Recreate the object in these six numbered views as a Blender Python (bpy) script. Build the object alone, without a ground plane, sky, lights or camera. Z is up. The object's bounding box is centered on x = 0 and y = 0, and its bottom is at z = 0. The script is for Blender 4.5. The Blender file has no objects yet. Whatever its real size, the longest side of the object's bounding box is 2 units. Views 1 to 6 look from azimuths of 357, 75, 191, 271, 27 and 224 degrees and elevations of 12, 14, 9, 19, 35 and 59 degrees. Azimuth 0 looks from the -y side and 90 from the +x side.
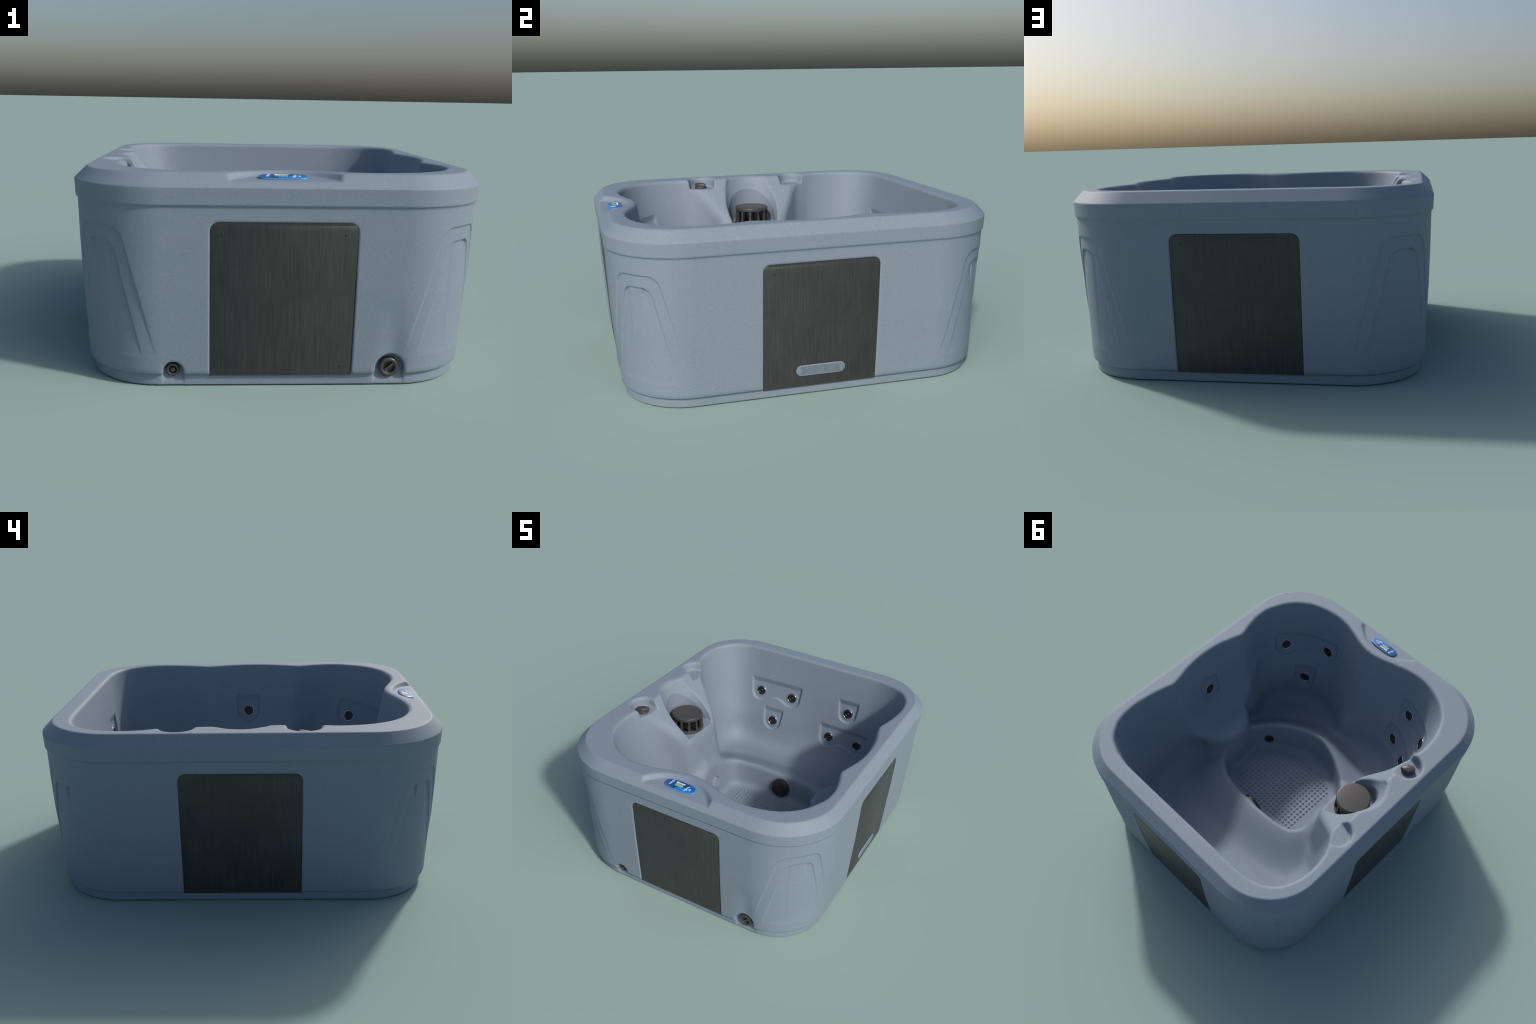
# Portable hot tub: rotomoulded shell described as a signed field (parts, profiles, rules),
# meshed with surface nets, plus separately modelled fittings.
import math
import numpy as np

# ------------------------------------------------------------------ measures
CX, CY = 0.488, 0.62            # centres of the plan corner arcs
H_TOP = 0.879                   # rim height
FLOOR_Z, STEP_Z = 0.070, 0.390
WALL_R0, WALL_LEAN = 0.322, 0.0578   # cabinet wall: arc radius = R0 + lean * z

# outer profile (arc radius, height), from the ground up to the rim
PROFILE = [(-0.6, 0.0), (0.311, 0.0), (0.3155, 0.004), (0.3155, 0.046), (0.325, 0.050),
           (0.3325, 0.056), (0.3358, 0.070), (0.3378, 0.110), (0.3560, 0.400), (0.3640, 0.600),
           (0.3682, 0.744), (0.3690, 0.7495), (0.3765, 0.757), (0.3802, 0.826), (0.3270, 0.8790), (-0.6, 0.8790)]

# inner edge of the rim seen from above
RIM = [(0.763, -0.002), (0.761, -0.084), (0.749, -0.165), (0.724, -0.254), (0.710, -0.300), (0.709, -0.322),
       (0.717, -0.350), (0.735, -0.408), (0.750, -0.495), (0.748, -0.582), (0.725, -0.649),
       (0.693, -0.714), (0.652, -0.767), (0.592, -0.815), (0.521, -0.849), (0.437, -0.869),
       (0.357, -0.875), (0.279, -0.865), (0.200, -0.840), (0.122, -0.811), (0.049, -0.793),
       (-0.018, -0.792), (-0.093, -0.806), (-0.171, -0.829), (-0.261, -0.852), (-0.349, -0.859),
       (-0.418, -0.850), (-0.485, -0.826), (-0.543, -0.795), (-0.593, -0.753), (-0.628, -0.709),
       (-0.657, -0.652), (-0.677, -0.590), (-0.687, -0.530), (-0.690, -0.470), (-0.686, -0.400),
       (-0.685, -0.300), (-0.690, -0.150), (-0.695, 0.0), (-0.700, 0.150), (-0.705, 0.280),
       (-0.718, 0.385), (-0.739, 0.450), (-0.751, 0.507), (-0.755, 0.571), (-0.749, 0.638),
       (-0.733, 0.695), (-0.709, 0.745), (-0.675, 0.787), (-0.634, 0.817), (-0.583, 0.838),
       (-0.523, 0.850), (-0.459, 0.855), (-0.359, 0.856), (-0.252, 0.856), (-0.094, 0.856),
       (0.070, 0.856), (0.234, 0.856), (0.425, 0.855), (0.491, 0.851), (0.566, 0.837),
       (0.632, 0.811), (0.677, 0.779), (0.708, 0.740), (0.733, 0.697), (0.747, 0.650),
       (0.755, 0.601), (0.757, 0.529), (0.745, 0.426), (0.730, 0.350), (0.714, 0.290),
       (0.713, 0.268), (0.727, 0.205), (0.745, 0.142), (0.757, 0.076)]
# edge of the foot well at seat height
WELL_C = (0.03, -0.06)
WELL_Z = 0.27
WELL = [(0.460, 0.0), (0.438, 0.105), (0.382, 0.195), (0.280, 0.250), (0.150, 0.273), (0.0, 0.280),
        (-0.15, 0.276), (-0.25, 0.262), (-0.312, 0.235), (-0.346, 0.180), (-0.356, 0.09),
        (-0.352, 0.0), (-0.350, -0.08), (-0.340, -0.170), (-0.305, -0.240), (-0.230, -0.305), (-0.10, -0.368),
        (0.040, -0.385), (0.185, -0.340), (0.335, -0.245), (0.435, -0.130)]
# how far the inner wall leans inwards at three heights, by direction (degrees)
LEAN_Z = (0.55, 0.34, 0.20)
LEAN = [(-180, 0.070, 0.14, 0.16), (-150, 0.080, 0.145, 0.17), (-127, 0.099, 0.19, 0.220), (-112, 0.078, 0.155, 0.195), (-100, 0.060, 0.120, 0.165),
        (-89, 0.062, 0.130, 0.195), (-78, 0.062, 0.125, 0.165), (-65, 0.078, 0.155, 0.185), (-50, 0.090, 0.175, 0.19), (-30, 0.078, 0.140, 0.165),
        (0, 0.068, 0.125, 0.135), (25, 0.064, 0.112, 0.125), (42, 0.084, 0.148, 0.155), (62, 0.048, 0.080, 0.105),
        (90, 0.048, 0.090, 0.120), (105, 0.060, 0.115, 0.135), (118, 0.072, 0.135, 0.150), (138, 0.076, 0.14, 0.15), (160, 0.070, 0.14, 0.16)]
# height of the lip round the foot well and depth of the seat hollow behind it
LIP = [(-180, 0.345, 0.0), (-165, 0.29, 0.04), (-145, 0.212, 0.055), (-120, 0.243, 0.112), (-90, 0.285, 0.140), (-45, 0.290, 0.180), (-20, 0.275, 0.17),
       (10, 0.27, 0.11), (40, 0.245, 0.070), (90, 0.240, 0.100), (130, 0.250, 0.108), (150, 0.28, 0.07), (165, 0.335, 0.0)]


def angle_table(rows, col, n=720):
    """smooth periodic table over the angle"""
    th = np.array([r[0] for r in rows], float)
    v = np.array([r[col] for r in rows], float)
    g = np.linspace(-180, 180, n, endpoint=False)
    t = np.interp(g, np.concatenate([th - 360, th, th + 360]), np.tile(v, 3))
    k = np.hanning(21); k /= k.sum()
    return np.convolve(np.concatenate([t[-10:], t, t[:10]]), k, mode='valid')


LEAN_TAB = [angle_table(LEAN, i) for i in (1, 2, 3)]
LIP_TAB, HOLLOW_TAB = angle_table(LIP, 1), angle_table(LIP, 2)


def polar_table(points, centre=(0.0, 0.0), n=4096):
    """periodic Catmull-Rom through the points, resampled as radius over angle"""
    p = np.array(points, float) - np.array(centre)
    m = len(p)
    out = []
    for i in range(m):
        a, b, c, d = p[i - 1], p[i], p[(i + 1) % m], p[(i + 2) % m]
        t = np.linspace(0, 1, 40, endpoint=False)[:, None]
        out.append(0.5 * (2 * b + (c - a) * t + (2 * a - 5 * b + 4 * c - d) * t ** 2 + (3 * b - a - 3 * c + d) * t ** 3))
    q = np.concatenate(out)
    th = np.arctan2(q[:, 1], q[:, 0])
    r = np.hypot(q[:, 0], q[:, 1])
    o = np.argsort(th)
    th, r = th[o], r[o]
    grid = np.linspace(-math.pi, math.pi, n, endpoint=False)
    th = np.concatenate([th - 2 * math.pi, th, th + 2 * math.pi])
    r = np.tile(r, 3)
    tab = np.interp(grid, th, r)
    k = np.hanning(25); k /= k.sum()
    ext = np.concatenate([tab[-12:], tab, tab[:12]])
    tab = np.convolve(ext, k, mode='valid')
    d = (np.roll(tab, -1) - np.roll(tab, 1)) / (2 * (2 * math.pi / n))
    slope = 1.0 / np.sqrt(1 + (d / tab) ** 2)
    return tab, slope


RIM_TAB, RIM_SLOPE = polar_table(RIM)
WELL_TAB, WELL_SLOPE = polar_table(WELL, WELL_C)


def look(tab, th):
    n = len(tab)
    u = (th + math.pi) * (n / (2 * math.pi))
    i = np.floor(u).astype(np.int64)
    f = u - i
    return tab[i % n] * (1 - f) + tab[(i + 1) % n] * f


def smin(a, b, k):
    h = np.maximum(k - np.abs(a - b), 0) / k
    return np.minimum(a, b) - h * h * (k * 0.25)


def smax(a, b, k):
    h = np.maximum(k - np.abs(a - b), 0) / k
    return np.maximum(a, b) + h * h * (k * 0.25)


def step(e0, e1, v):
    t = np.clip((v - e0) / (e1 - e0), 0, 1)
    return t * t * (3 - 2 * t)


def plan_radius(x, y):
    qx, qy = np.abs(x) - CX, np.abs(y) - CY
    return np.hypot(np.maximum(qx, 0), np.maximum(qy, 0)) + np.minimum(np.maximum(qx, qy), 0)


def polygon_sdf(px, pz, poly, rnd):
    """signed distance to the outer profile, convex corners rounded by rnd"""
    d2 = np.full(px.shape, 1e9)
    inside = np.zeros(px.shape, bool)
    n = len(poly)
    for i in range(n):
        ax, az = poly[i]
        bx, bz = poly[(i + 1) % n]
        ex, ez = bx - ax, bz - az
        wx, wz = px - ax, pz - az
        t = np.clip((wx * ex + wz * ez) / (ex * ex + ez * ez), 0, 1)
        d2 = np.minimum(d2, (wx - ex * t) ** 2 + (wz - ez * t) ** 2)
        c = (az > pz) != (bz > pz)
        if ez != 0:
            inside ^= c & (px < ex * (pz - az) / ez + ax)
    d = np.sqrt(d2)
    return np.where(inside, -d, d)


def corner_relief(x, y, z):
    """two nested arch-shaped steps pressed into every corner, fading out downwards"""
    qx, qy = np.abs(x) - CX, np.abs(y) - CY
    R = 0.35
    ang = np.arctan2(np.maximum(qy, 1e-9), np.maximum(qx, 1e-9))
    s = (ang - math.pi / 4) * R
    s = np.where(qx <= 0, math.pi / 4 * R - qx, s)
    s = np.where((qx > 0) & (qy <= 0), -math.pi / 4 * R + qy, s)

    def arch(top, half, spread, rad):
        side = (np.abs(s) - (half + spread * (top - z))) / math.sqrt(1 + spread ** 2)
        up = z - top
        a, b = side + rad, up + rad
        return np.hypot(np.maximum(a, 0), np.maximum(b, 0)) + np.minimum(np.maximum(a, b), 0) - rad

    o = arch(0.664, 0.112, 0.262, 0.050)
    i = arch(0.604, 0.073, 0.250, 0.042)
    fade_o = np.clip((z - 0.13) / 0.50, 0, 1) ** 0.6
    fade_i = np.clip((z - 0.13) / 0.44, 0, 1) ** 0.6
    dep = 0.0065 * fade_o * step(0.003, -0.003, o) + 0.0065 * fade_i * step(0.003, -0.003, i)
    # crease beside the flat centre of the arch
    e = -0.030 - 0.10 * (0.604 - z)
    notch = step(e + 0.002, e - 0.003, s) * np.clip((s - (e - 0.034)) / 0.031, 0, 1) * np.clip((z - 0.50) / 0.10, 0, 1)
    dep = dep + 0.010 * notch * step(0.002, -0.003, i)
    dep = dep + 0.003 * step(0.040, 0.062, s) * step(0.002, -0.004, i) * fade_i
    return dep


def outer_field(x, y, z):
    r = plan_radius(x, y)
    f = polygon_sdf(r, z, PROFILE, 0.0)
    near = (z > 0.03) & (z < 0.76) & (np.abs(x) > 0.30) & (np.abs(y) > 0.42)
    f = f + np.where(near, corner_relief(x, y, z), 0.0)
    # shallow recesses that take the four side panels
    ax, ay = np.abs(x), np.abs(y)
    for along, out_, half in ((x, ay, CY), (y, ax, CX)):
        p_, q_ = np.abs(along) - 0.2935 + 0.036, z - 0.6905 + 0.036
        box_ = np.maximum(np.hypot(np.maximum(p_, 0), np.maximum(q_, 0)) + np.minimum(np.maximum(p_, q_), 0) - 0.036, 0.03 - z)
        face = (half + WALL_R0 - 0.0004 + WALL_LEAN * z) - out_
        f = smax(f, -smax(box_, face, 0.006), 0.006)
    # the wall sinks softly above the larger drain fitting
    flute = np.clip((0.36 - z) / 0.22, 0, 1) * np.exp(-((x - 0.468) / 0.050) ** 2) * (y < -0.8) * step(0.03, 0.10, z)
    f = f + 0.010 * flute
    # flat for the control panel, cut into the front rim
    rad = np.hypot(x, y + 1.120)
    dish = (rad - (0.262 + 0.80 * (z - 0.850))) * 0.78
    plane = (0.849 + 0.085 * (y + 0.979)) - z
    f = smax(f, -smax(dish, plane, 0.006), 0.006)
    # two arched niches for the drain fittings
    for nx, nz, nr, depth in ((-0.4405, 0.066, 0.0405, -0.918), (0.4535, 0.076, 0.0605, -0.916)):
        arch = np.hypot(x - nx, np.maximum(z - nz, 0)) - nr
        floor = (0.047 + 1.8 * (y - depth) - z) * 0.5
        f = smax(f, -smax(smax(arch, y - depth - 0.25 * (0.05 - z) * (z < 0.05), 0.008), floor, 0.01), 0.012)
    return f


def wall_field(x, y, z):
    th = np.arctan2(y, x)
    o1, o2, o3 = (look(t, th) for t in LEAN_TAB)
    zs = (H_TOP,) + LEAN_Z
    vals = (0.0 * o1, o1, o2, o3)
    tang = (-0.8 * o1 / 0.329, -o2 / 0.539, -(o3 - o1) / 0.35, 0.0 * o1)
    lean = np.where(z > H_TOP, (z - H_TOP) * tang[0], o3)
    for i in range(3):
        za, zb = zs[i], zs[i + 1]
        h = zb - za
        t = np.clip((z - za) / h, 0, 1)
        v = ((2 * t ** 3 - 3 * t ** 2 + 1) * vals[i] + (t ** 3 - 2 * t ** 2 + t) * h * tang[i]
             + (3 * t ** 2 - 2 * t ** 3) * vals[i + 1] + (t ** 3 - t ** 2) * h * tang[i + 1])
        lean = np.where((z <= za) & (z > zb), v, lean)
    return (np.hypot(x, y) - look(RIM_TAB, th) + lean) * look(RIM_SLOPE, th) * 0.95


def well_field(x, y, z):
    th = np.arctan2(y - WELL_C[1], x - WELL_C[0])
    R = look(WELL_TAB, th) - 0.16 * (WELL_Z - z)
    return (np.hypot(x - WELL_C[0], y - WELL_C[1]) - R) * look(WELL_SLOPE, th) * 0.98


def slot(x, y, cx, cy, r):
    """round-backed slot open towards +x"""
    return np.maximum(np.hypot(np.minimum(x - cx, 0), y - cy) - r, x - cx - 0.5)


def basin_plain(x, y, z):
    gw = wall_field(x, y, z)
    th = np.arctan2(y - WELL_C[1], x - WELL_C[0])
    lip, hollow = look(LIP_TAB, th), look(HOLLOW_TAB, th)
    ge = well_field(x, y, np.full_like(z, WELL_Z))
    seat = (lip + 0.008 - hollow * step(-0.02, 0.20 + 0.07 * step(-0.05, 0.15, y), ge) - z) * 0.85
    c = smax(gw, seat, 0.10 + 0.04 * step(-0.1, 0.3, y))
    c = smin(c, smax(well_field(x, y, z), FLOOR_Z - z, 0.05), 0.032)
    # raised middle seat on the +x side
    rr = 0.204 + 0.05 * np.maximum(STEP_Z - z, 0)
    wy = step(0.06, -0.10, y)
    d = np.hypot(np.minimum(x - 0.615, 0), y - 0.025) - rr - (0.45 + 1.0 * wy) * np.maximum(x - 0.56, 0)
    st = smax(d * 0.8, (z - STEP_Z - 0.10 * (x - 0.42) - 0.8 * wy * np.maximum(x - 0.56, 0)) * 0.85, 0.04)
    c = smax(c, -st, 0.035 + 0.055 * step(0.28, 0.40, z))
    # filter housing on the -x side: sloping top, upright front, cheeks that melt into the corner seats
    w = step(0.06, -0.06, y)                      # 1 on the -y side, 0 on the +y side
    zs = 0.608 + 0.986 * (-0.445 - x)
    slope = (z - zs) / 1.404
    front = (x + 0.444 - 0.20 * np.clip(0.6 - z, 0, 1)) * 0.985
    side = (np.abs(y) - (0.176 + 0.78 * (-0.445 - x) + (0.12 - 0.07 * w) * (0.605 - z))) / 1.29
    ho = smax(smax(front, side, 0.06), slope, 0.03 + 0.02 * w)
    c = smax(c, -ho, 0.045 + 0.04 * w)
    # oval filter niche; its upper edge is scooped outwards
    dx = x + 0.565
    t = np.clip((z - (np.minimum(zs, H_TOP) - 0.062)) / 0.062, 0, 1.2)
    kx = np.where(dx < 0, 0.138 + 0.038 * t, 0.205)
    ky = 0.148 + 0.017 * t
    q = (np.hypot(dx / kx, y / ky) - 1) * 0.13
    c = smin(c, smax(np.maximum(q, x + 0.36), 0.596 - z, 0.016), 0.010)
    # two shelves in the rim: air knob and cup
    for cy in (-0.305, 0.305):
        c = smin(c, smax(slot(x, y, -0.700, cy, 0.081 + 0.10 * (z - 0.86)), 0.820 - z, 0.014), 0.010)
    return c


# jets near the wall, grouped by the pocket they sit in
JET_GROUPS = [
    [(-0.424, 0.793, 0.553), (-0.166, 0.801, 0.556)], [(-0.290, 0.742, 0.351)],
    [(0.291, 0.811, 0.558)], [(0.173, 0.771, 0.340), (0.399, 0.776, 0.333)],
    [(0.382, -0.804, 0.562), (0.635, -0.657, 0.559)], [(0.471, -0.683, 0.312)],
    [(0.702, 0.000, 0.582)],
    [(-0.557, -0.665, 0.573), (-0.365, -0.784, 0.566)], [(-0.497, -0.618, 0.338), (-0.336, -0.715, 0.337)],
]
POCKET_DEPTH = 0.0130
POCKETS = []                    # (point, along, up, half distance) filled by set_pockets()


def field_grad(fn, p, e=5e-4):
    x, y, z = p[:, 0], p[:, 1], p[:, 2]
    f = fn(x, y, z)
    g = np.stack([(fn(x + e, y, z) - fn(x - e, y, z)), (fn(x, y + e, z) - fn(x, y - e, z)),
                  (fn(x, y, z + e) - fn(x, y, z - e))], 1) / (2 * e)
    return f, g


def to_surface(fn, p, rounds=12):
    p = np.array(p, float).reshape(-1, 3)
    for _ in range(rounds):
        f, g = field_grad(fn, p)
        p = p - (f / np.maximum((g ** 2).sum(1), 1e-6))[:, None] * g
    f, g = field_grad(fn, p)
    return p, g / np.linalg.norm(g, axis=1)[:, None]


def set_pockets():
    for group in JET_GROUPS:
        p, g = to_surface(basin_plain, group)
        n = -g.mean(0)
        n /= np.linalg.norm(n)
        u = np.cross([0, 0, 1.0], n); u /= np.linalg.norm(u)
        if len(p) > 1:
            u = p[0] - p[1]; u /= np.linalg.norm(u)
        v = np.cross(n, u)
        if v[2] < 0:
            v = -v
        POCKETS.append((p.mean(0), u, v, float(np.linalg.norm(p[0] - p[-1])) * 0.5))


def pocket_shape(u, v, w):
    r, top = 0.068, 0.105
    a = np.hypot(np.abs(u) - w, np.minimum(v, 0)) - (r + 0.10 * np.maximum(v, 0))
    if w > 0:
        a = smin(a, smax(np.abs(u) - w, -(v + 0.030), 0.03), 0.06)
    return smax(a, v - top, 0.004)


def basin_field(x, y, z):
    c = basin_plain(x, y, z)
    for (p, uu, vv, w) in POCKETS:
        dx, dy, dz = x - p[0], y - p[1], z - p[2]
        m = (np.abs(dx) < 0.30) & (np.abs(dy) < 0.30) & (np.abs(dz) < 0.18)
        if not m.any():
            continue
        dx, dy, dz = dx[m], dy[m], dz[m]
        u = dx * uu[0] + dy * uu[1] + dz * uu[2]
        v = dx * vv[0] + dy * vv[1] + dz * vv[2]
        depth = POCKET_DEPTH * np.clip((0.105 - v) / 0.034, 0, 1)
        c[m] -= depth * step(0.006, -0.006, pocket_shape(u, v, w))
    return c


def body_field(x, y, z):
    return smax(outer_field(x, y, z), -basin_field(x, y, z), 0.020)
#SPLIT


set_pockets()

# ------------------------------------------------------------------ surface nets
H = 0.005
SUB = 4


def surface_nets(fn, lo, hi):
    lo = np.array(lo); hi = np.array(hi)
    bc = np.ceil((hi - lo) / (H * SUB)).astype(int)
    ax = [lo[i] + (np.arange(bc[i]) + 0.5) * H * SUB for i in range(3)]
    blocks = []
    for k in range(bc[2]):
        X, Y = np.meshgrid(ax[0], ax[1], indexing='ij')
        Zz = np.full_like(X, ax[2][k])
        f = fn(X.ravel(), Y.ravel(), Zz.ravel()).reshape(X.shape)
        I, J = np.nonzero(np.abs(f) < H * SUB * 1.35)
        blocks.append(np.stack([I, J, np.full_like(I, k)], 1))
    blocks = np.concatenate(blocks) * SUB
    o = np.stack(np.meshgrid(*[np.arange(SUB + 1)] * 3, indexing='ij'), -1).reshape(-1, 3)
    dims = bc * SUB + 2
    ids, pos, eds = [], [], []
    S = SUB + 1
    for s in range(0, len(blocks), 8000):
        b = blocks[s:s + 8000]
        g = b[:, None, :] + o[None]
        P = lo + g * H
        f = fn(P[..., 0].ravel(), P[..., 1].ravel(), P[..., 2].ravel()).reshape(len(b), S, S, S)
        f = np.where(f == 0, 1e-9, f)
        C = {}
        for a in (0, 1):
            for c in (0, 1):
                for d in (0, 1):
                    C[a, c, d] = f[:, a:a + SUB, c:c + SUB, d:d + SUB]
        cnt = sum((v < 0).astype(np.int8) for v in C.values())
        m = (cnt > 0) & (cnt < 8)
        n, i, j, k = np.nonzero(m)
        cell = b[n] + np.stack([i, j, k], 1)
        V = {q: v[m] for q, v in C.items()}
        acc = np.zeros((len(n), 3)); num = np.zeros(len(n))
        for q in C:
            for axis in range(3):
                if q[axis]:
                    continue
                q2 = tuple(1 if t == axis else q[t] for t in range(3))
                a, c = V[q], V[q2]
                x = (a < 0) != (c < 0)
                t = np.where(x, a / np.where(x, a - c, 1), 0)
                pt = np.tile(np.array(q, float), (len(n), 1)); pt[:, axis] = t
                acc += pt * x[:, None]; num += x
        ids.append((cell[:, 0] * dims[1] + cell[:, 1]) * dims[2] + cell[:, 2])
        pos.append(lo + (cell + acc / num[:, None]) * H)
        z0 = V[0, 0, 0] < 0
        e = np.stack([z0 != (V[1, 0, 0] < 0), z0 != (V[0, 1, 0] < 0), z0 != (V[0, 0, 1] < 0), z0], 1)
        eds.append(e)
    ids = np.concatenate(ids); pos = np.concatenate(pos); eds = np.concatenate(eds)
    ids, first = np.unique(ids, return_index=True)
    pos, eds = pos[first], eds[first]
    stride = np.array([dims[1] * dims[2], dims[2], 1])
    quads = []
    for axis in range(3):
        u, v = stride[(axis + 1) % 3], stride[(axis + 2) % 3]
        c = np.nonzero(eds[:, axis])[0]
        cand = np.stack([ids[c], ids[c] - u, ids[c] - u - v, ids[c] - v], 1)
        at = np.minimum(np.searchsorted(ids, cand), len(ids) - 1)
        ok = (ids[at] == cand).all(1)
        at = at[ok]; inside = eds[c[ok], 3]
        at[~inside] = at[~inside][:, ::-1]
        quads.append(at)
    return pos, np.concatenate(quads)


def build_body():
    v, q = surface_nets(body_field, (-0.90, -1.03, -0.0105), (0.90, 1.03, 0.90))
    for rnd in range(3):
        for s in range(0, len(v), 200000):
            f, g = field_grad(body_field, v[s:s + 200000], 4e-4)
            d = -(f / np.maximum((g ** 2).sum(1), 0.05))[:, None] * g
            L = np.linalg.norm(d, axis=1)
            v[s:s + 200000] += d * np.minimum(1, 0.5 * H / np.maximum(L, 1e-9))[:, None]
    n = np.zeros_like(v)
    a, b = v[q[:, 2]] - v[q[:, 0]], v[q[:, 3]] - v[q[:, 1]]
    fn_ = np.cross(a, b)
    for i in range(4):
        np.add.at(n, q[:, i], fn_)
    n /= np.maximum(np.linalg.norm(n, axis=1), 1e-12)[:, None]
    c = v[q].mean(1)
    return v, q, n, c, fn_
#SPLIT2
import bpy
from mathutils import Matrix, Vector

RNG = np.random.default_rng(7)
SCN = bpy.context.scene.collection


# ------------------------------------------------------------------ materials
def new_mat(name, color, rough=0.5, metal=0.0):
    m = bpy.data.materials.new(name)
    m.use_nodes = True
    nt = m.node_tree
    b = nt.nodes['Principled BSDF']
    b.inputs['Base Color'].default_value = (*color, 1)
    b.inputs['Roughness'].default_value = rough
    b.inputs['Metallic'].default_value = metal
    return m, nt, b


def node(nt, kind, **kw):
    n = nt.nodes.new(kind)
    for k, v in kw.items():
        if k in n.inputs.keys():
            n.inputs[k].default_value = v
        else:
            setattr(n, k, v)
    return n


def ramp(nt, stops):
    r = nt.nodes.new('ShaderNodeValToRGB')
    el = r.color_ramp.elements
    el[0].position, el[0].color = stops[0][0], (*stops[0][1], 1)
    el[1].position, el[1].color = stops[-1][0], (*stops[-1][1], 1)
    for p, c in stops[1:-1]:
        e = el.new(p)
        e.color = (*c, 1)
    return r


PLASTIC = (0.204, 0.253, 0.316)


def plastic_material(name, k=1.0):
    base = np.array(PLASTIC) * k
    m, nt, b = new_mat(name, tuple(base), 0.60)
    b.inputs['Specular IOR Level'].default_value = 0.35
    L = nt.links.new
    co = node(nt, 'ShaderNodeTexCoord')
    fine = node(nt, 'ShaderNodeTexNoise', Scale=260.0, Detail=3.0, Roughness=0.7)
    L(co.outputs['Object'], fine.inputs['Vector'])
    cr = ramp(nt, [(0.30, tuple(base * 0.86)), (0.52, tuple(base)), (0.72, tuple(base * 1.14))])
    L(fine.outputs['Fac'], cr.inputs['Fac'])
    # sparse pale and dark flecks in the moulded granite-look plastic
    vo = node(nt, 'ShaderNodeTexVoronoi', Scale=95.0)
    L(co.outputs['Object'], vo.inputs['Vector'])
    fleck = node(nt, 'ShaderNodeMath', operation='LESS_THAN')
    fleck.inputs[1].default_value = 0.16
    L(vo.outputs['Distance'], fleck.inputs[0])
    pick = node(nt, 'ShaderNodeTexWhiteNoise', noise_dimensions='3D')
    L(vo.outputs['Position'], pick.inputs['Vector'])
    some = node(nt, 'ShaderNodeMath', operation='GREATER_THAN')
    some.inputs[1].default_value = 0.72
    L(pick.outputs['Value'], some.inputs[0])
    both = node(nt, 'ShaderNodeMath', operation='MULTIPLY')
    L(fleck.outputs[0], both.inputs[0]); L(some.outputs[0], both.inputs[1])
    amt = node(nt, 'ShaderNodeMath', operation='MULTIPLY')
    amt.inputs[1].default_value = 0.35
    L(both.outputs[0], amt.inputs[0])
    mix = node(nt, 'ShaderNodeMix', data_type='RGBA')
    L(amt.outputs[0], mix.inputs[0]); L(cr.outputs['Color'], mix.inputs[6])
    mix.inputs[7].default_value = (*np.minimum(base * 1.55, 1), 1)
    # broad mottling
    big = node(nt, 'ShaderNodeTexNoise', Scale=60.0, Detail=2.0)
    L(co.outputs['Object'], big.inputs['Vector'])
    mr = ramp(nt, [(0.30, (0.985, 0.98, 0.985)), (0.70, (1.015, 1.02, 1.015))])
    L(big.outputs['Fac'], mr.inputs['Fac'])
    mul = node(nt, 'ShaderNodeMix', data_type='RGBA', blend_type='MULTIPLY')
    mul.inputs[0].default_value = 1.0
    L(mix.outputs[2], mul.inputs[6]); L(mr.outputs['Color'], mul.inputs[7])
    L(mul.outputs[2], b.inputs['Base Color'])
    bump = node(nt, 'ShaderNodeBump', Strength=0.10, Distance=0.002)
    L(fine.outputs['Fac'], bump.inputs['Height'])
    L(bump.outputs['Normal'], b.inputs['Normal'])
    return m


def brushed_material():
    m, nt, b = new_mat('brushed_dark_metal', (0.05, 0.05, 0.047), 0.42, 0.20)
    L = nt.links.new
    co = node(nt, 'ShaderNodeTexCoord')
    mp = node(nt, 'ShaderNodeMapping')
    mp.inputs['Scale'].default_value = (260.0, 5.0, 20.0)
    L(co.outputs['Object'], mp.inputs['Vector'])
    no = node(nt, 'ShaderNodeTexNoise', Scale=1.0, Detail=4.0, Roughness=0.65)
    L(mp.outputs['Vector'], no.inputs['Vector'])
    cr = ramp(nt, [(0.34, (0.031, 0.035, 0.036)), (0.5, (0.041, 0.045, 0.045)), (0.66, (0.055, 0.057, 0.056))])
    L(no.outputs['Fac'], cr.inputs['Fac'])
    big = node(nt, 'ShaderNodeTexNoise', Scale=7.0, Detail=2.0)
    L(co.outputs['Object'], big.inputs['Vector'])
    mr = ramp(nt, [(0.3, (0.90, 0.91, 0.91)), (0.7, (1.10, 1.09, 1.07))])
    L(big.outputs['Fac'], mr.inputs['Fac'])
    mul = node(nt, 'ShaderNodeMix', data_type='RGBA', blend_type='MULTIPLY')
    mul.inputs[0].default_value = 1.0
    L(cr.outputs['Color'], mul.inputs[6]); L(mr.outputs['Color'], mul.inputs[7])
    L(mul.outputs[2], b.inputs['Base Color'])
    rr = ramp(nt, [(0.2, (0.36,) * 3), (0.8, (0.52,) * 3)])
    L(no.outputs['Fac'], rr.inputs['Fac']); L(rr.outputs['Color'], b.inputs['Roughness'])
    return m


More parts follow.
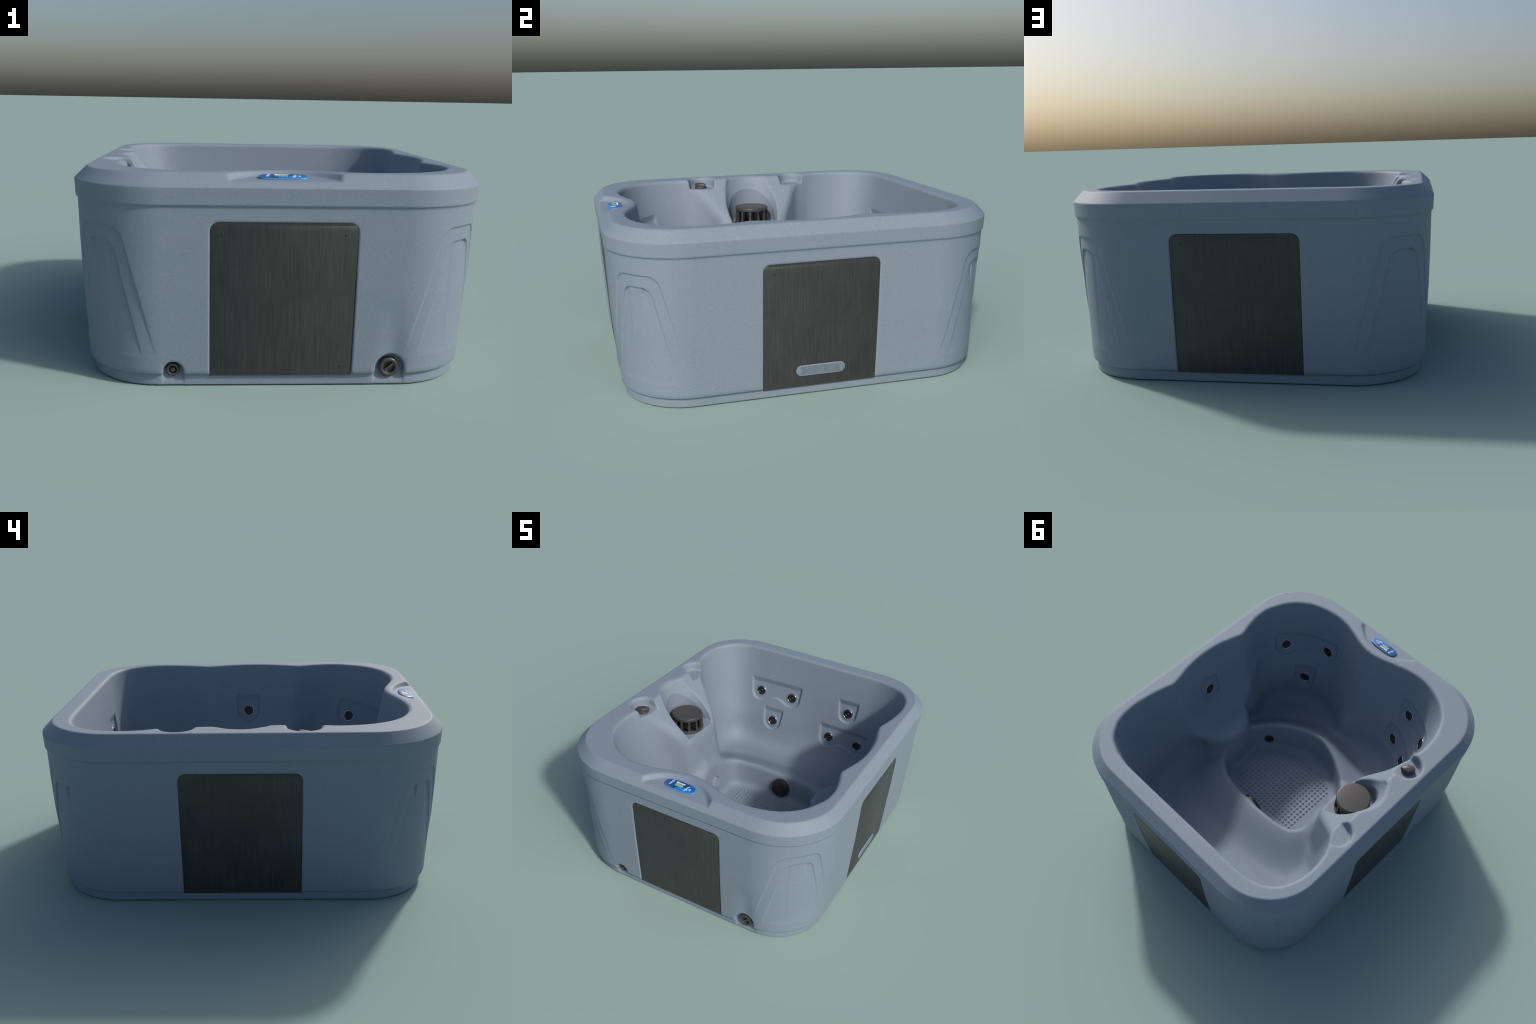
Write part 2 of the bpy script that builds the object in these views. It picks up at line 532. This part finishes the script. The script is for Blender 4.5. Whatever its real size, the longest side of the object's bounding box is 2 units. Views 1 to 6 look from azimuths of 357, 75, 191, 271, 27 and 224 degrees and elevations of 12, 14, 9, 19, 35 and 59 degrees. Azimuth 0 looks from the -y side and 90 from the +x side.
def grained_material(name, color, rough, metal=0.0, spread=0.12, scale=400.0):
    m, nt, b = new_mat(name, color, rough, metal)
    L = nt.links.new
    co = node(nt, 'ShaderNodeTexCoord')
    no = node(nt, 'ShaderNodeTexNoise', Scale=scale, Detail=2.0)
    L(co.outputs['Object'], no.inputs['Vector'])
    c = np.array(color)
    cr = ramp(nt, [(0.3, tuple(c * (1 - spread))), (0.7, tuple(np.minimum(c * (1 + spread), 1)))])
    L(no.outputs['Fac'], cr.inputs['Fac']); L(cr.outputs['Color'], b.inputs['Base Color'])
    return m


def display_face_material():
    """navy middle, mid-blue ends with fine ripples, azure wave at the lower right"""
    m, nt, b = new_mat('display_blue', (0.01, 0.08, 0.28), 0.28)
    L = nt.links.new
    co = node(nt, 'ShaderNodeTexCoord')
    sx = node(nt, 'ShaderNodeSeparateXYZ')
    L(co.outputs['Object'], sx.inputs[0])
    ab = node(nt, 'ShaderNodeMath', operation='ABSOLUTE'); L(sx.outputs['X'], ab.inputs[0])
    mr = node(nt, 'ShaderNodeMapRange')
    mr.inputs[1].default_value, mr.inputs[2].default_value = 0.035, 0.062
    L(ab.outputs[0], mr.inputs[0])
    m1 = node(nt, 'ShaderNodeMix', data_type='RGBA')
    L(mr.outputs[0], m1.inputs[0])
    m1.inputs[6].default_value = (0.006, 0.045, 0.20, 1); m1.inputs[7].default_value = (0.010, 0.115, 0.34, 1)
    # azure wave: inside an ellipse low on the right
    mp = node(nt, 'ShaderNodeMapping')
    mp.inputs['Location'].default_value = (-0.55, 1.0, 0.0)
    mp.inputs['Scale'].default_value = (17.0, 38.0, 1.0)
    L(co.outputs['Object'], mp.inputs['Vector'])
    ln = node(nt, 'ShaderNodeVectorMath', operation='LENGTH')
    sep = node(nt, 'ShaderNodeSeparateXYZ'); L(mp.outputs['Vector'], sep.inputs[0])
    cb = node(nt, 'ShaderNodeCombineXYZ'); L(sep.outputs['X'], cb.inputs['X']); L(sep.outputs['Y'], cb.inputs['Y'])
    L(cb.outputs[0], ln.inputs[0])
    lt = node(nt, 'ShaderNodeMath', operation='LESS_THAN'); lt.inputs[1].default_value = 0.95
    L(ln.outputs['Value'], lt.inputs[0])
    wv = node(nt, 'ShaderNodeTexWave', Scale=1.3, Distortion=2.5, Detail=1.0)
    L(mp.outputs['Vector'], wv.inputs['Vector'])
    wr = ramp(nt, [(0.10, (0.006, 0.10, 0.34)), (0.22, (0.008, 0.21, 0.58)), (1.0, (0.010, 0.25, 0.64))])
    L(wv.outputs['Fac'], wr.inputs['Fac'])
    m2 = node(nt, 'ShaderNodeMix', data_type='RGBA')
    L(lt.outputs[0], m2.inputs[0]); L(m1.outputs[2], m2.inputs[6]); L(wr.outputs['Color'], m2.inputs[7])
    L(m2.outputs[2], b.inputs['Base Color'])
    return m


MAT_PLASTIC = plastic_material('speckled_blue_grey_plastic')
MAT_PANEL = brushed_material()
MAT_BROWN = grained_material('bronze_grey_fitting', (0.054, 0.053, 0.053), 0.36, 0.0)
MAT_BLACK = grained_material('black_rubber_fitting', (0.012, 0.012, 0.013), 0.35)
MAT_DARK = grained_material('dark_grey_cover', (0.026, 0.025, 0.025), 0.45)
MAT_SCREW = grained_material('dark_screw_metal', (0.040, 0.041, 0.040), 0.38, 0.4)
MAT_CHROME, _, _ = new_mat('chrome_ring', (0.55, 0.57, 0.60), 0.22, 1.0)
MAT_FACE = display_face_material()
MAT_EDGE = grained_material('display_edge_blue', (0.070, 0.205, 0.47), 0.4, spread=0.06)
MAT_GREEN = grained_material('display_screen_green', (0.26, 0.42, 0.19), 0.35, spread=0.06)
MAT_WHITE, _, _ = new_mat('white_print', (0.78, 0.78, 0.80), 0.5)
MAT_LENS = grained_material('frosted_lens', (0.26, 0.31, 0.39), 0.18, spread=0.35, scale=140.0)
MAT_VENT = plastic_material('vent_plastic', 0.92)
MAT_SHADE = plastic_material('vent_shade_backing', 0.30)  # same plastic darkened: shade between the slats put into the colour


# ------------------------------------------------------------------ object helpers
def empty(name, parent=None, loc=(0, 0, 0)):
    o = bpy.data.objects.new(name, None)
    SCN.objects.link(o)
    o.parent = parent
    o.location = loc
    return o


def mesh(name, verts, faces, mat, smooth=None):
    me = bpy.data.meshes.new(name)
    me.from_pydata([tuple(map(float, v)) for v in verts], [], [tuple(map(int, f)) for f in faces])
    me.validate()
    me.materials.append(mat)
    if smooth is not None:
        me.shade_smooth()
        me.set_sharp_from_angle(angle=math.radians(smooth))
    return me


def put(name, me, parent, M=None):
    o = bpy.data.objects.new(name, me)
    SCN.objects.link(o)
    o.parent = parent
    if M is not None:
        o.matrix_local = M
    return o


def frame(origin, normal, up=(0, 0, 1)):
    """local z = normal, local y as close to up as possible"""
    n = Vector(normal).normalized()
    x = Vector(up).cross(n)
    if x.length < 1e-6:
        x = Vector((1, 0, 0))
    x.normalize()
    y = n.cross(x)
    M = Matrix((x, y, n)).transposed().to_4x4()
    M.translation = Vector(origin)
    return M


def lathe(profile, seg=48):
    """profile: (radius, height) list; radius 0 at an end closes it"""
    v, f, rings = [], [], []
    for r, h in profile:
        if r < 1e-9:
            rings.append([len(v)]); v.append((0, 0, h))
        else:
            rings.append(list(range(len(v), len(v) + seg)))
            for i in range(seg):
                a = 2 * math.pi * i / seg
                v.append((r * math.cos(a), r * math.sin(a), h))
    for a, b in zip(rings[:-1], rings[1:]):
        for i in range(seg):
            j = (i + 1) % seg
            if len(a) == 1:
                f.append((a[0], b[j], b[i])[::-1])
            elif len(b) == 1:
                f.append((a[i], a[j], b[0]))
            else:
                f.append((a[i], a[j], b[j], b[i]))
    return v, f


def rounded(profile, rad, n=4):
    """round the inner corners of an open polyline profile"""
    out = [profile[0]]
    for a, b, c in zip(profile[:-2], profile[1:-1], profile[2:]):
        a, b, c = np.array(a), np.array(b), np.array(c)
        la, lc = np.linalg.norm(a - b), np.linalg.norm(c - b)
        r = min(rad, la * 0.45, lc * 0.45)
        p0, p2 = b + (a - b) / la * r, b + (c - b) / lc * r
        for i in range(n + 1):
            t = i / n
            out.append(tuple((1 - t) ** 2 * p0 + 2 * t * (1 - t) * b + t * t * p2))
    out.append(profile[-1])
    return out


def offset(outline, d):
    p = np.array(outline)
    t = np.roll(p, -1, 0) - np.roll(p, 1, 0)
    t /= np.linalg.norm(t, axis=1)[:, None]
    return p + np.stack([-t[:, 1], t[:, 0]], 1) * d      # inward for ccw outlines


def slab(outline, z0, z1, bev=0.0015, dish=None):
    """extrude a ccw outline from z0 to z1 with rounded upper edge"""
    n = len(outline)
    layers = [(outline, z0), (outline, z1 - bev), (offset(outline, bev * 0.3), z1 - bev * 0.3), (offset(outline, bev), z1)]
    if dish:
        layers += [(offset(outline, dish[0]), z1), (offset(outline, dish[0] + 0.001), z1 - dish[1])]
    v, f = [], []
    for o, h in layers:
        v += [(x, y, h) for x, y in o]
    for k in range(len(layers) - 1):
        for i in range(n):
            j = (i + 1) % n
            f.append((k * n + i, k * n + j, (k + 1) * n + j, (k + 1) * n + i))
    f.append(tuple(range((len(layers) - 1) * n, len(layers) * n)))
    f.append(tuple(range(n))[::-1])
    return v, f


def rect_outline(a, b0, b1, rt, rb, n=10):
    """ccw rectangle |x|<a, b0<y<b1; top corners rounded rt, bottom corners rb"""
    out = []
    for cx, cy, r, a0 in ((a - rb, b0 + rb, rb, -90), (a - rt, b1 - rt, rt, 0), (-a + rt, b1 - rt, rt, 90), (-a + rb, b0 + rb, rb, 180)):
        for i in range(n + 1):
            t = math.radians(a0 + 90 * i / n)
            out.append((cx + r * math.cos(t), cy + r * math.sin(t)))
    return out


def stadium(a, b, n=20):
    return rect_outline(a, -b, b, b * 0.999, b * 0.999, n)


def box(cx, cy, cz, sx, sy, sz):
    v = [(cx + sx * i, cy + sy * j, cz + sz * k) for i in (-.5, .5) for j in (-.5, .5) for k in (-.5, .5)]
    f = [(0, 1, 3, 2), (4, 6, 7, 5), (0, 4, 5, 1), (2, 3, 7, 6), (0, 2, 6, 4), (1, 5, 7, 3)]
    return v, f


def join(parts):
    v, f = [], []
    for pv, pf in parts:
        o = len(v)
        v += [tuple(p) for p in pv]
        f += [tuple(i + o for i in q) for q in pf]
    return v, f


def turned(part, M):
    return [tuple(M @ Vector(p)) for p in part[0]], part[1]


# ------------------------------------------------------------------ the tub body
root = empty('hot_tub')
root['label'] = 'square blue-grey plastic hot tub with dark brushed metal side panels'
root['category'] = 'hot tub'


def make_body():
    v, q, n, c, fn_ = build_body()
    out = np.concatenate([outer_field(*c[s:s + 200000].T) for s in range(0, len(c), 200000)])
    bas = np.concatenate([-basin_field(*c[s:s + 200000].T) for s in range(0, len(c), 200000)])
    inner = bas > out
    well = well_field(c[:, 0], c[:, 1], c[:, 2])
    foot = inner & (c[:, 2] < 0.235) & (well < 0.02)
    house = inner & ~foot & (c[:, 0] < -0.42) & (np.abs(c[:, 1]) < 0.15 + 0.9 * (-0.445 - c[:, 0]) + 0.3 * (0.605 - c[:, 2]) + 0.02) \
        & (c[:, 2] > 0.27) & (c[:, 2] < 0.86) & (c[:, 0] > -0.745)
    stp = inner & ~foot & (c[:, 0] > 0.38) & (np.hypot(np.minimum(c[:, 0] - 0.615, 0), c[:, 1] - 0.025) < 0.25) & (c[:, 2] < 0.43)
    regions = {'filter_housing': house, 'middle_seat': stp, 'footwell': foot,
               'basin': inner & ~foot & ~house & ~stp,
               'base': ~inner & (c[:, 2] < 0.047),
               'cabinet': ~inner & (c[:, 2] >= 0.047) & (c[:, 2] < 0.747),
               'rim': ~inner & (c[:, 2] >= 0.747)}
    for name, mask in regions.items():
        fq = q[mask]
        used, inv = np.unique(fq, return_inverse=True)
        fq = inv.reshape(-1, 4)
        me = bpy.data.meshes.new(name)
        me.vertices.add(len(used))
        me.vertices.foreach_set('co', v[used].astype(np.float32).ravel())
        me.loops.add(fq.size)
        me.loops.foreach_set('vertex_index', fq.astype(np.int32).ravel())
        me.polygons.add(len(fq))
        me.polygons.foreach_set('loop_start', np.arange(0, fq.size, 4, dtype=np.int32))
        me.polygons.foreach_set('loop_total', np.full(len(fq), 4, np.int32))
        me.update(calc_edges=True)
        me.shade_smooth()
        me.normals_split_custom_set_from_vertices([tuple(t) for t in n[used]])
        me.materials.append(MAT_PLASTIC)
        put(name, me, root)


make_body()

# ------------------------------------------------------------------ side panels
PANEL_A, PANEL_Z0, PANEL_Z1, PROUD = 0.291, 0.047, 0.688, 0.0038
screw_me = mesh('screw', *lathe(rounded([(0, 0.0016), (0.0042, 0.0016), (0.0052, 0.0002), (0.0052, -0.003)], 0.001, 2)[::-1], 16), MAT_SCREW, 40)
panels = {}
# the panels follow the gently bowed wall: (height, arc radius of the front face)
FACE = [(0.047, 0.3285), (0.200, 0.3388), (0.400, 0.3515), (0.550, 0.3598), (0.688, 0.3660)]


def face_r(z_):
    t = np.array(FACE)
    return np.interp(z_, t[:, 0], t[:, 1])


def bowed_sheet(half, z0, z1, rt, depth, lift, bev):
    """sheet with rounded upper corners, bent to the wall; x across, y up, z outwards"""
    rows = list(np.linspace(z0, z1 - rt, 30)) + [z1 - rt + rt * math.sin(math.radians(t)) for t in range(9, 91, 9)]
    v, f = [], []
    for b_ in rows:
        u = max(0.0, (b_ - (z1 - rt)) / rt)
        a_ = half - rt * (1 - math.sqrt(max(0.0, 1 - u * u)))
        r_ = float(face_r(b_)) + lift
        edge = bev if b_ not in (rows[0], rows[-1]) else 0.0
        top_drop = bev * 0.6 if b_ in (rows[0], rows[-1]) else 0.0
        xs = (-a_, -a_, -a_ + bev, a_ - bev, a_, a_)
        zs = (r_ - depth, r_ - bev * 0.6, r_ - top_drop, r_ - top_drop, r_ - bev * 0.6, r_ - depth)
        v += [(x_, b_, z_) for x_, z_ in zip(xs, zs)]
    n_ = len(rows)
    for i in range(n_ - 1):
        for j in range(5):
            p_ = i * 6 + j
            f.append((p_, p_ + 1, p_ + 7, p_ + 6)[::-1] if False else (p_, p_ + 1, p_ + 7, p_ + 6))
    f.append(tuple(range(6))[::-1])
    f.append(tuple(range((n_ - 1) * 6, n_ * 6)))
    return v, f


sheet_me = mesh('access_panel', *bowed_sheet(PANEL_A, PANEL_Z0, PANEL_Z1, 0.036, 0.012, 0.0, 0.0020), MAT_PANEL, 40)
gap_shade_me = mesh('panel_gap_shade', *bowed_sheet(PANEL_A + 0.0016, PANEL_Z0 - 0.0006, PANEL_Z1 + 0.0018, 0.037, 0.012, -0.0016, 0.0006), MAT_BLACK, 40)  # added dark sheet: draws the shaded gap round the panel as a thin outline
for key, o, half in (('front', (0, -1), CY), ('right', (1, 0), CX), ('back', (0, 1), CY), ('left', (-1, 0), CX)):
    o3 = Vector((o[0], o[1], 0))
    M = frame(o3 * half, o3)
    p = put('access_panel', sheet_me, root, M)
    panels[key] = M
    put('panel_gap_shade', gap_shade_me, p)
    for sx in (-0.243, 0.243):
        for sz in (0.088, 0.642):
            put('screw', screw_me, p, Matrix.Translation((sx, sz, float(face_r(sz)) - 0.0004)))

# air vent low on the +x panel
vent = empty('air_vent', root)
VM = panels['right'] @ Matrix.Translation((0, 0.133, float(face_r(0.133)) - 0.0015)) @ Matrix.Rotation(0.09, 4, 'X')
vent.matrix_local = VM
N = 84
outer_o = np.array(stadium(0.127, 0.0285, 20))


def window(n):
    """opening with ends that bow inwards"""
    out = []
    pts = outer_o
    for x, y in pts:
        t = max(-1, min(1, y / 0.0285))
        if abs(x) > 0.0985:
            s = math.copysign(1, x)
            out.append((s * (0.106 - 0.010 * (1 - t * t)), 0.0205 * t))
        else:
            out.append((x * 1.0, 0.0205 * math.copysign(1, y)))
    return np.array(out)


win = window(N)
nn = len(outer_o)
lay = [(outer_o, 0.0), (outer_o, 0.006), (offset(outer_o, 0.0012), 0.0082), (offset(outer_o, 0.003), 0.0088), (win, 0.0084), (win, 0.0020)]
vv, ff = [], []
for oo, h in lay:
    vv += [(x, y, h) for x, y in oo]
for k_ in range(len(lay) - 1):
    for i in range(nn):
        j = (i + 1) % nn
        ff.append((k_ * nn + i, k_ * nn + j, (k_ + 1) * nn + j, (k_ + 1) * nn + i))
put('vent_outline_plate', mesh('vent_outline_plate', *slab(stadium(0.1284, 0.0299), -0.004, 0.0022, 0.0005), MAT_BLACK, 35), vent)  # dark plate added only to give the vent a black outline
put('vent_frame', mesh('vent_frame', vv, ff, MAT_VENT, 35), vent)
put('vent_shade_backing', mesh('vent_shade_backing', *box(0, 0, 0.0015, 0.222, 0.046, 0.0024), MAT_SHADE), vent)
slat_me = mesh('vent_slat', *box(0, 0, 0, 0.198, 0.0036, 0.0040), MAT_VENT)
for i in range(7):
    put('vent_slat', slat_me, vent, Matrix.Translation((0, -0.0168 + i * 0.0056, 0.0052)))
bar_me = mesh('vent_bar', *box(0, 0, 0, 0.0026, 0.041, 0.0044), MAT_VENT)
for x in (-0.052, 0.0, 0.052):
    put('vent_bar', bar_me, vent, Matrix.Translation((x, 0, 0.0056)))

# ------------------------------------------------------------------ control panel
TILT = 0.085
ctl = empty('control_panel', root)
cy0 = -0.906
CM = frame((-0.004, cy0, 0.849 + TILT * (cy0 + 0.979) - 0.0035), (0, -0.15, 1), (0, 1, 0))
ctl.matrix_local = CM
ol = [(0.099 * math.copysign(abs(math.cos(t)) ** 0.66, math.cos(t)), 0.0375 * math.copysign(abs(math.sin(t)) ** 0.66, math.sin(t)))
      for t in np.linspace(0, 2 * math.pi, 96, endpoint=False)]
put('display_case', mesh('display_case', *slab(ol, -0.004, 0.0125, 0.005), MAT_EDGE, 50), ctl)
put('display_face', mesh('display_face', *slab(offset(ol, 0.0065), 0.012, 0.0131, 0.0004), MAT_FACE, 35), ctl)
put('display_screen', mesh('display_screen', *slab(rect_outline(0.0255, -0.009, 0.009, 0.001, 0.001, 2), 0.0125, 0.0137, 0.0003), MAT_GREEN), ctl,
    Matrix.Translation((-0.010, 0.0008, 0)))
logo = [slab([(0.0092 * math.cos(t) - 0.021, 0.0058 * math.sin(t) + 0.0005) for t in np.linspace(0, 2 * math.pi, 20, endpoint=False)], 0.0125, 0.0137, 0.0003)]
for i in range(7):
    logo.append(slab([(x - 0.0085 + i * 0.0056, y) for x, y in rect_outline(0.0024, -0.0038, 0.0034 if i % 3 else 0.0044, 0.0008, 0.0008, 2)], 0.0125, 0.0137, 0.0003))
logo.append(slab(rect_outline(0.026, -0.0055, -0.0046, 0.0003, 0.0003, 2), 0.0125, 0.0136, 0.0002))
put('printed_mark', mesh('printed_mark', *join(logo), MAT_WHITE), ctl, Matrix.Translation((-0.0065, 0.0185, 0)))


def ring(r0, r1, seg=24):
    v, f = [], []
    for r, h in ((r1, 0.0125), (r1, 0.0137), (r0, 0.0137), (r0, 0.0125)):
        for i in range(seg):
            a = 2 * math.pi * i / seg
            v.append((r * math.cos(a), r * math.sin(a), h))
    for k2 in range(3):
        for i in range(seg):
            j = (i + 1) % seg
            f.append((k2 * seg + i, k2 * seg + j, (k2 + 1) * seg + j, (k2 + 1) * seg + i))
    return v, f


icon_me = mesh('button_icon', *join([ring(0.0042, 0.0060), box(0, 0, 0.0131, 0.004, 0.0016, 0.0012), box(-0.0025, -0.0090, 0.0131, 0.007, 0.002, 0.0012)]), MAT_WHITE)
for x, y, a in ((-0.058, 0.0165, 0.3), (-0.0625, 0.001, 0.2), (0.0446, 0.003, 0.1), (0.064, -0.002, 0.0), (0.039, -0.014, 0.2)):
    put('button_icon', icon_me, ctl, Matrix.Translation((x, y, 0)) @ Matrix.Rotation(a, 4, 'Z'))
dot_me = mesh('button_dot', *lathe([(0.0034, 0.0125), (0.0034, 0.0137), (0, 0.0137)], 14), MAT_WHITE)
for x, y in ((-0.056, 0.0265), (0.047, -0.012), (0.050, 0.0130), (-0.067, -0.0095)):
    put('button_dot', dot_me, ctl, Matrix.Translation((x, y, 0)))

# ------------------------------------------------------------------ filter basket
FC = Vector((-0.568, 0.0, 0.5955))
flt = empty('filter', root, FC)
cap = rounded([(0.0, 0.113), (0.103, 0.113), (0.1045, 0.090), (0.098, 0.088), (0.0, 0.088)], 0.008, 5)
put('filter_cap', mesh('filter_cap', *lathe(cap[::-1], 64), MAT_BROWN, 40), flt)
ringp = rounded([(0.088, 0.0), (0.110, 0.0), (0.109, 0.018), (0.088, 0.018), (0.088, 0.0)], 0.003, 3)
put('filter_ring', mesh('filter_ring', *lathe(ringp, 64), MAT_BROWN, 40), flt)
rib_v = []
for z_, w0, r0, r1 in ((0.012, 0.0085, 0.091, 0.107), (0.095, 0.0060, 0.089, 0.1030)):
    rib_v += [(r0, -w0 * 0.7, z_), (r1, -w0, z_), (r1, w0, z_), (r0, w0 * 0.7, z_)]
rib_f = [(0, 1, 5, 4), (1, 2, 6, 5), (2, 3, 7, 6), (3, 0, 4, 7), (4, 5, 6, 7), (3, 2, 1, 0)]
rib_me = mesh('filter_rib', rib_v, rib_f, MAT_BROWN)
for i in range(12):
    put('filter_rib', rib_me, flt, Matrix.Rotation(2 * math.pi * (i + 0.35) / 12, 4, 'Z'))
dark_disc = rounded([(0.0, 0.003), (0.088, 0.003), (0.088, 0.0)], 0.001, 2)
put('filter_dark_disc', mesh('filter_dark_disc', *lathe(dark_disc[::-1], 48), MAT_BLACK, 40), flt)  # flat black disc added to darken the basket floor; no opening there

# ------------------------------------------------------------------ air knob
knob = empty('air_knob', root, (-0.706, -0.307, 0.8205))
prof = rounded([(0.0, 0.014), (0.030, 0.014), (0.038, 0.010), (0.038, 0.0)], 0.004, 4)
put('knob_base', mesh('knob_base', *lathe(prof[::-1], 40), MAT_BROWN, 40), knob)
tear = []
for i in range(40):
    t = 2 * math.pi * i / 40
    w = 0.028 * (1 - 0.45 * math.cos(t)) if math.cos(t) > 0 else 0.028
    tear.append((0.043 * math.cos(t), w * math.sin(t)))
put('knob_grip', mesh('knob_grip', *slab(tear, 0.012, 0.032, 0.007), MAT_BROWN, 50), knob, Matrix.Rotation(math.radians(35), 4, 'Z'))

# ------------------------------------------------------------------ jets
ring_prof = rounded([(0.0262, 0.000), (0.0262, 0.0038), (0.0288, 0.0048), (0.0310, 0.0030), (0.0310, -0.002)], 0.0015, 3)
jet_ring = mesh('jet_ring', *lathe(ring_prof[::-1], 36), MAT_CHROME, 60)
nz_prof = rounded([(0.0, 0.0036), (0.006, 0.0036), (0.008, 0.0010), (0.012, 0.0010), (0.015, 0.0040), (0.022, 0.0042), (0.0266, 0.0020), (0.0266, -0.002)], 0.0015, 3)
jet_core = mesh('jet_nozzle', *lathe(nz_prof[::-1], 36), MAT_BLACK, 60)
seat_prof = rounded([(0.031, -0.002), (0.031, 0.0022), (0.037, 0.0026), (0.041, -0.001)], 0.002, 3)
jet_seat = mesh('jet_collar', *lathe(seat_prof[::-1], 36), MAT_PLASTIC, 60)
for group in JET_GROUPS:
    p, g = to_surface(basin_plain, group)
    p, g2 = to_surface(basin_field, p + g * POCKET_DEPTH)
    for a, b in zip(p, g2):
        J = empty('jet', root)
        J.matrix_local = frame(a, -b) @ Matrix.Scale(1.2, 4)
        put('jet_collar', jet_seat, J)
        put('jet_ring', jet_ring, J)
        put('jet_nozzle', jet_core, J)

# ------------------------------------------------------------------ fittings in the foot well
p, g = to_surface(basin_field, [(0.057, 0.262, 0.150), (-0.331, -0.005, 0.208), (0.351, -0.206, 0.143)])
suc = empty('suction_cover', root)
suc.matrix_local = frame(p[0], -g[0])
put('cover_flange', mesh('cover_flange', *lathe(rounded([(0.0, 0.006), (0.078, 0.006), (0.083, -0.006)], 0.003)[::-1], 48), MAT_PLASTIC, 50), suc)
put('cover_cap', mesh('cover_cap', *lathe(rounded([(0.0, 0.030), (0.052, 0.031), (0.056, 0.027), (0.063, 0.028), (0.069, 0.021), (0.070, 0.004)], 0.004)[::-1], 48), MAT_DARK, 50), suc)
lens = empty('light', root)
lens.matrix_local = frame(p[1], -g[1])
put('light_ring', mesh('light_ring', *lathe(rounded([(0.043, 0.002), (0.044, 0.008), (0.049, 0.008), (0.053, -0.003)], 0.003)[::-1], 40), MAT_PLASTIC, 50), lens)
put('light_lens', mesh('light_lens', *lathe(rounded([(0.0, 0.010), (0.026, 0.009), (0.040, 0.006), (0.044, -0.003)], 0.006)[::-1], 40), MAT_LENS, 50), lens)
drn = empty('drain', root)
drn.matrix_local = frame(p[2], -g[2])
put('drain_ring', mesh('drain_ring', *lathe(rounded([(0.020, 0.001), (0.024, 0.006), (0.031, 0.006), (0.036, -0.003)], 0.003)[::-1], 36), MAT_BLACK, 50), drn)
put('drain_screen', mesh('drain_screen', *lathe(rounded([(0.0, 0.004), (0.010, 0.004), (0.013, 0.002), (0.024, 0.002)], 0.002)[::-1], 30), MAT_BLACK, 50), drn)

# anti-slip studs on the floor
dome = lathe([(0.0088, -0.001), (0.0084, 0.0022), (0.0064, 0.0050), (0.0034, 0.0066), (0.0, 0.0071)], 12)
studs = []
for i in range(-20, 21):
    for j in range(-20, 21):
        x, y = -0.130 + 0.029 * i, 0.030 + 0.029 * j
        if abs((x - 0.045) / 0.288) ** 8 + abs((y + 0.045) / 0.238) ** 8 > 1.02:
            continue
        if well_field(np.array([x]), np.array([y]), np.array([FLOOR_Z]))[0] > -0.045:
            continue
        q_, _ = to_surface(basin_field, [(x, y, FLOOR_Z)], 4)
        studs.append(([(a + x, b + y, c + q_[0][2]) for a, b, c in dome[0]], dome[1]))
st = put('floor_studs', mesh('floor_studs', *join(studs), MAT_PLASTIC, 70), root)
st['kind'] = 'stuff'

# ------------------------------------------------------------------ drain fittings at the front
plug = empty('drain_plug', root)
plug.matrix_local = frame((0.4535, -0.906, 0.0765), (0, -1, 0.0))
pp = rounded([(0.0, 0.018), (0.0235, 0.018), (0.0245, 0.034), (0.034, 0.037), (0.0425, 0.031), (0.0430, -0.006)], 0.004)
put('plug_cap', mesh('plug_cap', *lathe(pp[::-1], 48), MAT_BROWN, 50), plug)
put('plug_grip', mesh('plug_grip', *slab(rect_outline(0.024, -0.0052, 0.0052, 0.002, 0.002, 3), 0.016, 0.033, 0.002), MAT_BROWN, 40), plug,
    Matrix.Rotation(math.radians(40), 4, 'Z'))
valve = empty('hose_valve', root)
valve.matrix_local = frame((-0.4430, -0.910, 0.0685), (0, -1, 0.0))
pv = rounded([(0.0, 0.029), (0.0095, 0.029), (0.0100, 0.012), (0.0160, 0.012), (0.0165, 0.028), (0.022, 0.030), (0.0285, 0.025), (0.0290, -0.006)], 0.003)
put('valve_cap', mesh('valve_cap', *lathe(pv[::-1], 40), MAT_BROWN, 50), valve)
